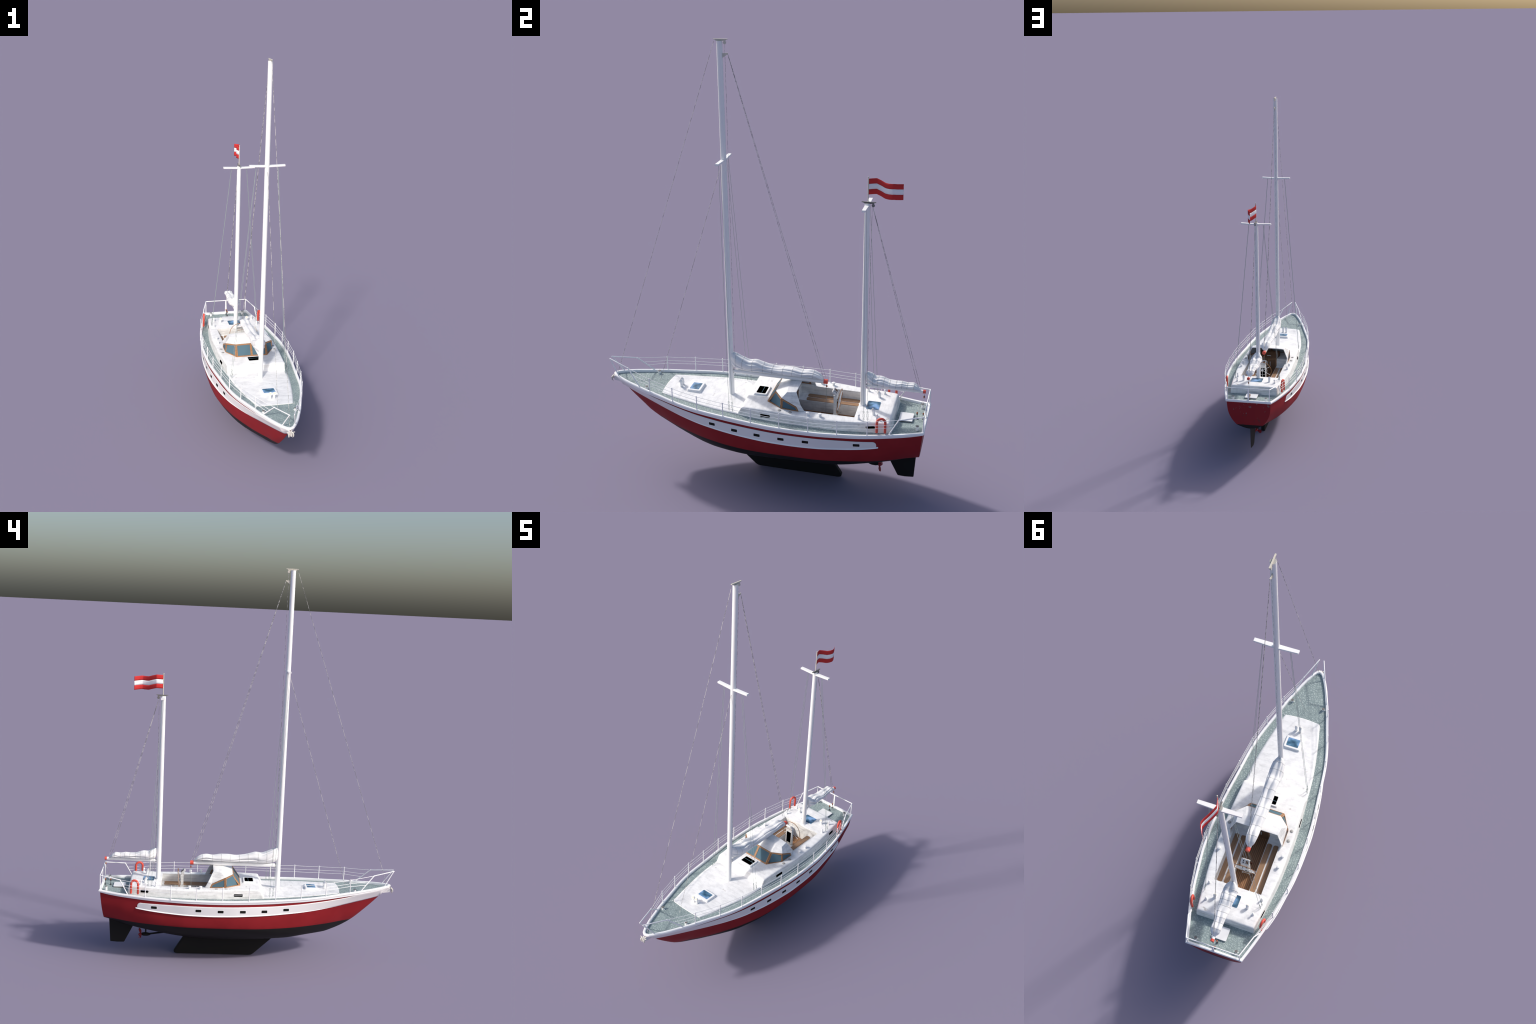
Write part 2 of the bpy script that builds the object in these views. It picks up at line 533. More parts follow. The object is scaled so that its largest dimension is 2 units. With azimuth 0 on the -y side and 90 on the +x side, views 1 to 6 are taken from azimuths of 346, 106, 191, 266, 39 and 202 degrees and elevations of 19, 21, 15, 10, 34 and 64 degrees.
# small rectangular ports in the topsides, on the band
def port(y, z, side, L=.0290, H=.0132):
    s = Soup()
    def plate(l, h, d0, d1):
        V = []
        k = .10 * h
        outline = [(-l/2 + k, -h/2), (l/2 - k, -h/2), (l/2, -h/2 + k), (l/2, h/2 - k), (l/2 - k, h/2), (-l/2 + k, h/2), (-l/2, h/2 - k), (-l/2, -h/2 + k)]
        for d in (d0, d1):
            for a, b in outline:
                V.append((side * (hull_x(y + a, z + b) + d), y + a, z + b))
        m = len(outline)
        F = [tuple(range(m)), tuple(range(m, 2 * m))] + [(i, (i + 1) % m, m + (i + 1) % m, m + i) for i in range(m)]
        return V, F
    s.put(plate(L + .0035, H + .0035, -.001, .0022), 0)
    s.put(plate(L, H, .0005, .0025), 1)
    s.make("porthole", ["rail", "port"], hull)
for y, z in ((-.184, .3138), (-.0737, .3068), (.0346, .3052), (.1455, .3043), (.256, .3062), (.4778, .3085)):
    for s in (1, -1):
        port(y, z, s)

# ------------------------------------------------------------------ keel, rudder, propeller
def fin(name, outline, half, mat, taper=1.0):
    """thin foil: outline in (y,z), widest near the middle"""
    bm_rings = []
    n = len(outline)
    cy = sum(p[0] for p in outline) / n
    cz = sum(p[1] for p in outline) / n
    V = []
    for d, k in ((-half, .985), (-half * .8, 1.0), (half * .8, 1.0), (half, .985)):
        V += [(d, cy + (y - cy) * k, cz + (z - cz) * k) for y, z in outline]
    F = [tuple(range(n)), tuple(range(3 * n, 4 * n))]
    for r in range(3):
        F += [(r * n + i, r * n + (i + 1) % n, (r + 1) * n + (i + 1) % n, (r + 1) * n + i) for i in range(n)]
    return add(name, V, F, mat, boat, angle=35)

keel_out = [(.318, .125), (.331, .090), (.3735, .021), (.3775, .013), (.3760, .006), (.370, .0015), (.362, 0.0), (.15, .0), (-.015, .0),
            (-.030, .0016), (-.040, .008), (-.126, .088), (-.17, .13), (0, .125), (.2, .12)]
fin("keel", keel_out, .011, "black_keel")
rud = [(.7175, .20), (.7172, .178), (.7095, .058), (.708, .0535), (.670, .0528), (.640, .0525), (.636, .055), (.593, .141), (.585, .16), (.62, .18), (.665, .195)]
rv = []
for d in (-1, 1):
    for y, z in rud:
        k = min(1.0, max(0.08, (.7185 - y) / .055)) * (.55 if y < .65 and abs(y - .6) < .06 else 1.0)
        rv.append((d * .0068 * k, y, z))
nr = len(rud)
rf = [tuple(range(nr)), tuple(range(nr, 2 * nr))] + [(i, (i + 1) % nr, nr + (i + 1) % nr, nr + i) for i in range(nr)]
add("rudder", rv, rf, "black_keel", boat, angle=30)

prop = empty("propeller_assembly", boat)
s = Soup()
s.put(lathe([(.0001, .5005), (.004, .502), (.0065, .507), (.0092, .518), (.0095, .535), (.007, .546), (.004, .549), (.0001, .549)], (0, 0, .0965), "y", 16))
s.put(tube([(0, .51, .098), (0, .42, .1115)], .0046, 10))
s.put(box(-.0022, .0022, .5225, .5300, .10, .145))
s.make("propeller_shaft", "black_keel", prop)
s = Soup()
s.put(lathe([(.0001, .546), (.0075, .547), (.0075, .556), (.005, .562), (.0001, .566)], (0, 0, .0945), "y", 16))
for k in range(3):
    a = math.radians(75 + 120 * k)
    rad = Vector((math.cos(a), 0, math.sin(a)))
    tan = Vector((-math.sin(a), 0, math.cos(a)))
    yv = Vector((0, 1, 0))
    c = Vector((0, .553, .0945))
    rings = []
    for r, w, tw in ((.004, .004, 60), (.010, .0055, 52), (.018, .0095, 42), (.026, .0105, 34), (.0305, .007, 30), (.0325, .002, 28)):
        t = math.radians(tw)
        u = tan * math.cos(t) + yv * math.sin(t)
        q = -tan * math.sin(t) + yv * math.cos(t)
        p = c + rad * r + yv * (.006 * (r / .03) ** 2)
        rings.append([p + u * w, p + q * .0012, p - u * w, p - q * .0012])
    s.put(rings_to_mesh(rings))
s.make("propeller", "prop", prop)

# ------------------------------------------------------------------ deck
def deck_z(x, y):
    e = float(rail_z(y)) - .0115
    w = max(.02, float(top_x(y)))
    cam = float(curve((-.74, .0), (-.5, .003), (-.15, .011), (.1, .009), (.5, .004), (.6, .001), (.75, .0))(y))
    return e + cam * (1 - min(1, abs(x) / w) ** 2)

V, F = [], []
dy = np.concatenate([np.linspace(-.737, -.70, 9), np.linspace(-.69, .7545, 120)])
nx = 33
for y in dy:
    w = max(.0005, float(top_x(y)) - .0015)
    for j in range(nx):
        x = w * (2 * j / (nx - 1) - 1)
        V.append((x, y, deck_z(x, y)))
for i in range(len(dy) - 1):
    for j in range(nx - 1):
        a = i * nx + j
        c = np.mean([V[a], V[a + 1], V[a + nx], V[a + nx + 1]], axis=0)
        if abs(c[0]) < .138 and .03 < c[1] < .56:
            continue
        F.append((a, a + 1, a + nx + 1, a + nx))
deck = add("deck", V, F, "deck", boat, smooth=True)

# raised white foredeck panel following the deck
half_w = curve((-.4665, .070), (-.466, .0795), (-.4635, .0865), (-.459, .0905), (-.452, .0935), (-.44, .0965), (-.36, .1155), (-.24, .1395), (-.17, .1500), (-.10, .1555), (-.06, .158))
V, F = [], []
py = np.concatenate([np.linspace(-.4665, -.44, 14), np.linspace(-.43, -.055, 40)])
m = 25
for y in py:
    w = float(half_w(y))
    for j in range(m):
        t = 2 * j / (m - 1) - 1
        x = w * t
        yy = y - (.0035 * (1 - t * t) if y < -.4 else 0) * max(0, (-.4 - y) / .0665)
        V.append((x, yy, deck_z(x, yy) + .0026))
for i in range(len(py) - 1):
    for j in range(m - 1):
        a = i * m + j
        F.append((a, a + 1, a + m + 1, a + m))
fd = add("foredeck_panel", V, F, "gelcoat", deck, smooth=True)
sol = fd.modifiers.new("thickness", "SOLIDIFY")
sol.thickness = .004
sol.offset = -1

# ------------------------------------------------------------------ cap rail swept round the sheer
plan = [(float(top_x(y)), float(y)) for y in np.concatenate([np.linspace(.7532, .0, 60), np.linspace(-.013, -.70, 56), np.linspace(-.706, -.729, 8)])]
x0 = plan[-1][0]
plan += [(x0 * math.sin(a), -.729 - .0100 * (1 - math.sin(a)) ** .85) for a in np.linspace(math.pi / 2, 0, 9)[1:]]
loop2 = plan + [(-x, y) for x, y in plan[::-1][1:]]
P2 = [Vector(p) for p in loop2]
prof = [(.0003, 0, 'b'), (.0034, .0004, 'b'), (.0044, .0020, 'b'), (.0044, .0082, 'b'), (.0056, .0092, 'b'), (.0072, -.0076, 't'), (.0074, -.0052, 't'),
        (.0064, -.0022, 't'), (.0040, .0002, 't'), (-.0024, .0004, 't'), (-.0046, -.0008, 't'), (-.0058, -.0036, 't'), (-.0058, -.0150, 't')]
rings = []
N = len(P2)
for i, p in enumerate(P2):
    e0 = (p - P2[i - 1]).normalized()
    e1 = (P2[(i + 1) % N] - p).normalized()
    n0, n1 = Vector((-e0.y, e0.x)), Vector((-e1.y, e1.x))
    nn = (n0 + n1).normalized()
    nn = nn / max(.55, nn.dot(n0))
    if nn.dot(Vector((p.x, p.y * .3))) < 0 and abs(p.y) < .7:
        nn = -nn
    zb, ztop = float(top_z(p.y)), float(rail_z(p.y))
    ring = []
    for o, h, ref in prof:
        q = p + nn * o
        ring.append((q.x, q.y, (zb if ref == 'b' else ztop) + h))
    rings.append(ring)
v, f = rings_to_mesh(rings, loop=True)
rail = add("cap_rail", v, f, "rail", boat, angle=38)

# ------------------------------------------------------------------ stanchions, lifelines, pulpit, pushpit
railing = empty("railing", boat)
posts = [(-.5152, .1135, .3885), (-.386, .156, .3785), (-.257, .186, .3715), (-.1275, .2035, .3658), (.0065, .2205, .362), (.138, .2262, .3602),
         (.269, .2275, .360), (.395, .2188, .360), (.523, .1945, .3618)]
post_h = .069
s = Soup()
s.put(lathe([(.0024, -.004), (.0021, .004), (.0021, post_h - .001), (.0023, post_h), (.0023, post_h + .0015), (.001, post_h + .002)], (0, 0, 0), n=10))
post0 = s.make("stanchion", "rail", railing)
first = True
for side in (1, -1):
    for y, x, z in posts:
        if first:
            post0.location = (x, y, z)
            first = False
        else:
            instance(post0, (side * x, y, z), railing)

kink_f, foot_f = Vector((.055, -.6465, .4635)), Vector((.0915, -.5738, .389))
tip_f, ffoot_f = Vector((.0115, -.7585, .4785)), Vector((.0322, -.7065, .398))
kink_a, foot_a = Vector((.1542, .6528, .4326)), Vector((.1615, .6135, .362))
cor_a, cfoot_a = Vector((.1228, .7545, .4441)), Vector((.1215, .7545, .370))
def M(v, s):
    return (s * v[0], v[1], v[2])
for s_ in (1, -1):
    s = Soup()
    s.put(tube([M(foot_f, s_), M(kink_f, s_), M(tip_f, s_)], .0026, 10))
    s.put(tube([M(tip_f + Vector((.001, .002, -.001)), s_), M(ffoot_f, s_)], .0024, 10))
    s.put(ball(M(kink_f, s_), .0034))
    s.put(ball(M(tip_f, s_), .0027))
    s.make("bow_pulpit", "rail", railing)
    s = Soup()
    s.put(tube([M(foot_a, s_), M(kink_a, s_), M(cor_a, s_)], .0026, 10))
    s.put(ball(M(kink_a, s_), .0032))
    s.put(tube([M(cfoot_a, s_), M(cor_a, s_)], .0026, 10))
    s.make("stern_rail", "rail", railing)
    w = Soup()
    for frac in (.955, .68, .468):
        t = (frac - 0.0)
        pts = [foot_f.lerp(kink_f, 1.0 if frac > .9 else (frac - .1) / .9)]
        pts += [Vector((x, y, z + post_h * frac)) for y, x, z in posts]
        pts.append(foot_a.lerp(kink_a, 1.0 if frac > .9 else frac))
        dense = []
        for a, b in zip(pts[:-1], pts[1:]):
            for k in range(4):
                q = a.lerp(b, k / 4)
                q.z -= .0008 * math.sin(math.pi * k / 4)
                dense.append(M(q, s_))
        dense.append(M(pts[-1], s_))
        w.put(tube(dense, .0009, 6))
    w.make("lifeline", "rail", railing)
s = Soup()
s.put(tube([M(cor_a, 1), M(cor_a, -1)], .0026, 10))
s.put(box(-.0042, .0042, .7530, .7560, .369, .444))
s.make("stern_rail", "rail", railing)

# ------------------------------------------------------------------ cabin trunk with cockpit opening
wall_b = curve((-.08, .1600), (-.01, .1645), (.055, .1705), (.12, .1735), (.19, .1755), (.26, .1750), (.32, .1740), (.385, .1705),
               (.433, .1650), (.54, .1500), (.60, .1410), (.63, .1375))
wall_t = curve((-.08, .1560), (-.05, .1560), (.055, .1605), (.12, .1635), (.19, .1660), (.26, .1655), (.32, .1640), (.385, .1610),
               (.433, .1565), (.54, .1440), (.60, .1365), (.63, .1345))
roof_z = curve((-.08, .3976), (.05, .400), (.12, .3985), (.2, .3945), (.3, .393), (.45, .3935), (.5, .396), (.55, .398), (.63, .3985))
stations = [(-.0775, -1.0, .000), (-.0745, -1.0, .002), (-.0575, -.0058, 0), (-.0545, -.0022, 0), (-.050, -.0005, 0), (-.044, 0, 0)]
stations += [(y, 0, 0) for y in np.linspace(-.03, .59, 45)] + [(.602, -.0003, 0), (.6065, -.0014, 0), (.6095, -.0042, 0), (.6115, -.0085, 0), (.6205, -1, .001)]
rings = []
for y, dz, ex in stations:
    wb, wt = float(wall_b(y)), float(wall_t(y))
    zb = deck_z(wb, y) - .006
    zr = float(roof_z(y)) + dz
    if dz == -1:
        zr = zb + .002 + ex
        if y < 0:
            zr = deck_z(.1, y) + ex - .003
    h = max(.0012, zr - zb)
    k = min(1, h / .03)
    half = []
    half.append((wb, zb))
    half.append((wb + (wt - wb) * .35, zb + h * .35))
    half.append((wb + (wt - wb) * .72 , zb + h * .72))
    half += [(wt + .0008 * k, zr - .0065 * k), (wt - .0006 * k, zr - .0036 * k), (wt - .0030 * k, zr - .0015 * k), (wt - .0065 * k, zr - .0004 * k),
             (wt - .0120 * k, zr), (wt * .55, zr + .0008 * k)]
    ring = [(x, y, z) for x, z in half] + [(0, y, zr + .0012 * k)] + [(-x, y, z) for x, z in half[::-1]]
    rings.append(ring)
v, f = rings_to_mesh(rings)
cabin = add("cabin_trunk", v, f, "gelcoat", boat, angle=42)
cut_v, cut_f = box(-.1135, .1135, .157, .452, .28, .46)
cutter = add("cutter", cut_v, cut_f, "gelcoat", None)
bo = cabin.modifiers.new("cockpit", "BOOLEAN")
bo.operation = "DIFFERENCE"
bo.solver = "EXACT"
bo.object = cutter
bpy.context.view_layer.update()
dg = bpy.context.evaluated_depsgraph_get()
new = bpy.data.meshes.new_from_object(cabin.evaluated_get(dg))
cabin.modifiers.clear()
cabin.data = new
bpy.data.objects.remove(cutter)
bv = cabin.modifiers.new("soft_edges", "BEVEL")
bv.width = .003
bv.segments = 3
bv.limit_method = "ANGLE"
bv.angle_limit = math.radians(60)

# long slot windows in the cabin sides
def slot(y0, y1, z, side, bars):
    yc, L, H = (y0 + y1) / 2, abs(y1 - y0) * 1.06, .0132
    s = Soup()
    def plate(l, h, d0, d1, dz=0):
        V = []
        k = min(.003, h * .3)
        ol = [(-l/2 + k, -h/2), (l/2 - k, -h/2), (l/2, -h/2 + k), (l/2, h/2 - k), (l/2 - k, h/2), (-l/2 + k, h/2), (-l/2, h/2 - k), (-l/2, -h/2 + k)]
        for d in (d0, d1):
            for a, b in ol:
                y = yc + a
                zz = z + dz + b
                wb, wt = float(wall_b(y)), float(wall_t(y))
                zb = deck_z(wb, y) - .006
                t = (zz - zb) / (float(roof_z(y)) - zb)
                V.append((side * (wb + (wt - wb) * t + d), y, zz))
        m = 8
        F = [tuple(range(m)), tuple(range(m, 2 * m))] + [(i, (i + 1) % m, m + (i + 1) % m, m + i) for i in range(m)]
        return V, F
    s.put(plate(L + .0035, H + .0035, -.002, .0004), 0)
    s.put(plate(L, H, -.001, .0008), 1)
    s.make("slot_window", ["gelcoat", "black"], cabin)
for sd in (1, -1):
    slot(.037, .080, .3732, sd, True)
    slot(.5105, .548, .3755, sd, False)

# ------------------------------------------------------------------ cockpit
cockpit = empty("cockpit", boat)
s = Soup()
for sd in (1, -1):
    a, b = sorted((sd * .049, sd * .1150))
    s.put(box(a, b, .153, .456, .285, .3515))
    a, b = sorted((sd * .049, sd * .1150))
    s.put(box(a, b, .1535, .1575, .3515, .3920))
s.put(box(-.1150, .1150, .4505, .458, .285, .3900))
s.make("cockpit_liner", "gelcoat", cockpit)
v, f = box(-.0495, .0495, .150, .4525, .290, .3005)
add("cockpit_sole", v, f, "sole", cockpit)
def slat(xc, side):
    y0, y1, w = .1945, .4400, .0245
    ol = []
    for (cx, cy, a0) in ((xc + w/2 - .008, y1 - .008, 0), (xc - w/2 + .008, y1 - .008, 90), (xc - w/2 + .008, y0 + .008, 180), (xc + w/2 - .008, y0 + .008, 270)):
        for k in range(5):
            a = math.radians(a0 + 22.5 * k)
            ol.append((cx + .008 * math.cos(a), cy + .008 * math.sin(a)))
    m = len(ol)
    V = [(x, y, .3505) for x, y in ol] + [(x, y, .3545) for x, y in ol]
    F = [tuple(range(m)), tuple(range(m, 2 * m))] + [(i, (i + 1) % m, m + (i + 1) % m, m + i) for i in range(m)]
    add("bench_slat", V, F, "teak", cockpit)
for sd in (1, -1):
    slat(sd * .0640, sd)
    slat(sd * .0960, sd)
# companionway bulkhead with two doors and a sliding hatch box
s = Soup()
s.put(box(-.0492, .0492, .1500, .1590, .300, .4035), 0)
for sd in (1, -1):
    a, b = sorted((sd * .003, sd * .043))
    s.put(box(a, b, .1585, .1604, .306, .3925), 1)
    for z0 in (.365,):
        hx = sd * .009
        s.put(tube([(hx, .1602, z0 - .013), (hx, .1640, z0 - .009), (hx, .1640, z0 + .009), (hx, .1602, z0 + .013)], .0014, 8), 2)
s.make("companionway_door", ["wood", "dark_wood", "rail"], cockpit)
rings = []
for t in np.linspace(0, 1, 7):
    y = .098 + .062 * t
    z = .4035 + .027 * math.cos(math.pi / 2 * t)
    w = .0495 + .012 * math.cos(math.pi / 2 * t)
    rings.append([(-w, y, .395), (-w, y, z - .002), (0, y, z), (w, y, z - .002), (w, y, .395)])
v, f = rings_to_mesh(rings)
add("sliding_hatch", v, f, "dark_wood", cockpit, angle=30)
s = Soup()
s.put(tube([(-.012, .1490, .4120), (-.007, .1510, .4160), (.007, .1510, .4160), (.012, .1490, .4120)], .0014, 8))
s.make("hatch_handle", "rail", cockpit)

# steering pedestal, console, wheel
ped = empty("steering_pedestal", boat)
s = Soup()
for sd in (1, -1):
    a, b = sorted((sd * .0150, sd * .0200))
    s.put(box(a, b, .3385, .3525, .300, .428), 0)
s.put(box(-.0155, .0155, .3420, .3490, .300, .340), 0)
v, f = box(-.0199, .0199, .3386, .3524, .409, .4285)
s.put((v, f), 0)
for sg in (-1, 1):
    yb = .3455 + sg * .0052
    ol = [(-.0150, .338), (.0150, .338), (.0150, .3985), (.006, .4088), (-.006, .4088), (-.0150, .3985)]
    V = [(x, yb, z) for x, z in ol] + [(x, .3455, z) for x, z in ol]
    F = [tuple(range(6)), tuple(range(6, 12))] + [(i, (i + 1) % 6, 6 + (i + 1) % 6, 6 + i) for i in range(6)]
    s.put((V, F), 1)
s.make("pedestal_column", ["gelcoat", "black"], ped)
# tilted instrument console
def tilt(v, c, ang):
    R = Matrix.Rotation(ang, 3, "X")
    return [tuple(Vector(c) + R @ (Vector(p) - Vector(c))) for p in v]
s = Soup()
cc = (0, .343, .444)
def tb(b, mi):
    v, f = b
    s.put((tilt(v, cc, math.radians(-42)), f), mi)
tb(box(-.0205, .0205, .330, .355, .4385, .4475), 0)
tb(box(-.0155, -.0035, .336, .350, .447, .4485), 1)
tb(box(.0050, .0100, .3445, .350, .447, .4485), 2)
tb(box(.0050, .0100, .3355, .341, .447, .4485), 2)
s.put(box(-.0190, .0190, .3380, .3500, .4275, .4330), 0)
s.put(box(-.0200, .0200, .3365, .3370, .428, .430), 3)
s.make("instrument_console", ["console", "dark_wood", "rubber", "wood"], ped)
wc = Vector((0, .3625, .3990))
wtilt = math.radians(-6)
def wp(r, a):
    p = Vector((r * math.cos(a), 0, r * math.sin(a)))
    return wc + Matrix.Rotation(wtilt, 3, "X") @ p
s = Soup()
s.put(tube([wp(.0560, 2 * math.pi * k / 48) for k in range(48)], .0016, 8, loop=True), 0)
for k in range(6):
    s.put(tube([wp(.002, math.radians(60 * k + 30)), wp(.0555, math.radians(60 * k + 30))], .0011, 6), 1)
s.put(tube([wp(.030, 2 * math.pi * k / 32) for k in range(32)], .0007, 6, loop=True), 1)
s.put(lathe([(.0001, -.006), (.006, -.005), (.0075, .000), (.006, .004), (.0001, .005)], tuple(wc), "y", 16), 1)
s.put(tube([(0, .350, .399), (0, .362, .399)], .0035, 8), 1)
s.make("steering_wheel", ["wood", "rail"], ped)
s = Soup()
s.put(tube([(-.0492, .3380, .3175), (.0492, .3380, .3175)], .0085, 16))
s.make("foot_brace", "rail", ped)
# mainsheet block on the sole
s = Soup()
s.put(ball((-.006, .296, .3090), .0042), 0)
s.put(lathe([(.0045, .300), (.0035, .306)], (-.006, .296, 0), n=10), 1)
s.make("sheet_block", ["brown", "rubber"], cockpit)

# ------------------------------------------------------------------ deckhouse
house = empty("deckhouse", boat)
D1 = Vector((.0829, .0477, .3993)); D2 = Vector((.1276, .1228, .3985)); D3 = Vector((.1265, .2030, .3940))
D4 = Vector((.0823, .0877, .4560)); D5 = Vector((.1260, .1259, .4492)); D6 = Vector((.1272, .1931, .4167))
R2 = Vector((.1183, .2275, .3925)); R3 = Vector((.1005, .1875, .4735)); R1 = Vector((.060, .1885, .4760)); K1 = Vector((.1030, .1445, .4700))
R2b = Vector((.1262, .2120, .4265))
def X(v):
    return Vector((-v.x, v.y, v.z))

def window(corners, widths, name="window_frame"):
    """planar-ish polygon window: wooden frame ring with depth, and a pane set into it"""
    c = [Vector(p) for p in corners]
    m = len(c)
    nrm = Vector((0, 0, 0))
    for i in range(m):
        nrm += (c[i]).cross(c[(i + 1) % m])
    nrm.normalize()
    mid = sum(c, Vector()) / m
    if nrm.dot(mid - Vector((0, .15, .40))) < 0:
        nrm = -nrm
    # inset lines
    ins = []
    for i in range(m):
        a, b, d = c[i - 1], c[i], c[(i + 1) % m]
        e0, e1 = (b - a).normalized(), (d - b).normalized()
        n0 = nrm.cross(e0); n1 = nrm.cross(e1)
        if n0.dot(mid - b) < 0: n0 = -n0
        if n1.dot(mid - b) < 0: n1 = -n1
        w0, w1 = widths[i - 1], widths[i]
        # solve p = b + s*n0comb
        A = Matrix(((n0.dot(n0), n0.dot(n1)), (n1.dot(n0), n1.dot(n1))))
        det = A[0][0] * A[1][1] - A[0][1] * A[1][0]
        if abs(det) < 1e-6:
            p = b + n0 * w0
        else:
            al = (w0 * A[1][1] - w1 * A[0][1]) / det
            be = (w1 * A[0][0] - w0 * A[1][0]) / det
            p = b + n0 * al + n1 * be
        ins.append(p)
    t = .0022
    V = [p + nrm * t for p in c] + [p + nrm * t for p in ins] + [p - nrm * t for p in c] + [p - nrm * t for p in ins]
    F = []
    for i in range(m):
        k = (i + 1) % m
        F += [(i, k, m + k, m + i), (2*m + i, 3*m + i, 3*m + k, 2*m + k), (i, 2*m + i, 2*m + k, k), (m + i, m + k, 3*m + k, 3*m + i)]
    fo = add(name, V, F, "wood", house)
    big = [p + (p - mid).normalized() * .0012 for p in ins]
    big = [p - nrm * (p - mid).dot(nrm) for p in big]
    V = [p + nrm * .0006 for p in big] + [p - nrm * .0006 for p in big]
    F = [tuple(range(m)), tuple(range(m, 2*m))] + [(i, (i+1) % m, m + (i+1) % m, m + i) for i in range(m)]
    add("window_pane", V, F, "glass", house)
    V = [p - nrm * .0010 for p in big] + [p - nrm * .0014 for p in big]
    add("daylight_tint_pane", V, F, "daylight_tint_pane", house)
B0, T0 = Vector((0, .0477, .4000)), Vector((0, .0877, .4575))
for fl in (False, True):
    g = (lambda v: X(v)) if fl else (lambda v: v)
    window([g(B0), g(D1), g(D4), g(T0)], [.0065, .0070, .0065, .0055])
    window([g(D1), g(D2), g(D5), g(D4)], [.0060, .0050, .0060, .0070])
    window([g(D2), g(D3), g(D6), g(D5)], [.0050, .0060, .0060, .0060])
# hood roof: facets from the window tops to the open aft edge
Tm = Vector((0, .140, .4755)); Ta = Vector((0, .1890, .4768)); S = Vector((.072, .141, .4738))
Vr = [T0, D4, D5, D6, D3, S, K1, Tm, Ta, R1, R3, R2b, R2]
idx = {k: i for i, k in enumerate("T0 D4 D5 D6 D3 S K1 Tm Ta R1 R3 R2b R2".split())}
def fc(*names):
    return [idx[k] for k in names]
half_faces = [fc("T0", "D4", "S", "Tm"), fc("Tm", "S", "R1", "Ta"), fc("D4", "D5", "K1", "S"), fc("S", "K1", "R3", "R1"),
              fc("D5", "D6", "R3", "K1"), fc("D6", "R2b", "R3"), fc("D6", "D3", "R2", "R2b")]
nV = len(Vr)
Vv = [tuple(p + Vector((0, 0, .0015))) for p in Vr] + [tuple(X(p) + Vector((0, 0, .0015))) for p in Vr]
Ff = half_faces + [[i + nV for i in q[::-1]] for q in half_faces]
hood = add("hood_roof", Vv, Ff, "gelcoat", house, angle=12)
sub = hood.modifiers.new("thickness", "SOLIDIFY")
sub.thickness = .0045
sub.offset = 0.0
bv = hood.modifiers.new("soft", "BEVEL")
bv.width = .0035
bv.segments = 3
bv.limit_method = "ANGLE"
bv.angle_limit = math.radians(12)

# ------------------------------------------------------------------ hatches, locker
def rounded(x0, x1, y0, y1, r, k=5):
    ol = []
    for cx, cy, a0 in ((x1 - r, y1 - r, 0), (x0 + r, y1 - r, 90), (x0 + r, y0 + r, 180), (x1 - r, y0 + r, 270)):
        for i in range(k):
            a = math.radians(a0 + 90 * i / (k - 1))
            ol.append((cx + r * math.cos(a), cy + r * math.sin(a)))
    return ol
def slab(ol, z0, z1, inset=0.0):
    m = len(ol)
    cx = sum(p[0] for p in ol) / m; cy = sum(p[1] for p in ol) / m
    def ins(d):
        return [(x - d * (1 if x > cx else -1), y - d * (1 if y > cy else -1)) for x, y in ol]
    lay = [(ol, z0), (ol, z1 - inset), (ins(inset), z1)] if inset else [(ol, z0), (ol, z1)]
    V = [(x, y, z) for o_, z in lay for x, y in o_]
    F = [tuple(range(m)), tuple(range((len(lay) - 1) * m, len(lay) * m))]
    for r in range(len(lay) - 1):
        F += [(r*m + i, r*m + (i+1) % m, (r+1)*m + (i+1) % m, (r+1)*m + i) for i in range(m)]
    return V, F
def hatch(x0, x1, y0, y1, zb, h, border, glass, name):
    s = Soup()
    s.put(slab(rounded(x0 - border, x1 + border, y0 - border, y1 + border, .006), zb - .004, zb + h * .5, .0012), 0)
    s.put(slab(rounded(x0 - border + .0025, x1 + border - .0025, y0 - border + .0025, y1 + border - .0025, .0055), zb + h * .3, zb + h, .0012), 0)
    s.put(slab(rounded(x0, x1, y0, y1, .004), zb + h * .5, zb + h + .0004), 1)
    return s
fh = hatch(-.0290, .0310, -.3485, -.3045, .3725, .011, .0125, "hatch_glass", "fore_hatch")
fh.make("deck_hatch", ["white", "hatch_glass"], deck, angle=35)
mh = hatch(-.0310, .0320, -.0215, .0218, .3995, .0085, .0110, "black", "mid_hatch")
mh.put(box(-.0300, .0310, .0030, .0048, .4055, .4090), 2)
mh.make("deck_hatch", ["white", "black", "glass"], cabin, angle=35)
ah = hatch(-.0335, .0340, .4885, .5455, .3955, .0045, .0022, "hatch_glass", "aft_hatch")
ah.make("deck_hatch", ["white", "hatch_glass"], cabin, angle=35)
s = Soup()
s.put(slab(rounded(-.0335, .0345, .6365, .6960, .003), .350, .3600), 1)
s.put(slab(rounded(-.0340, .0350, .6360, .6965, .003), .3600, .3640, .0008), 0)
s.make("locker_lid", ["white", "dgrey"], deck, angle=35)

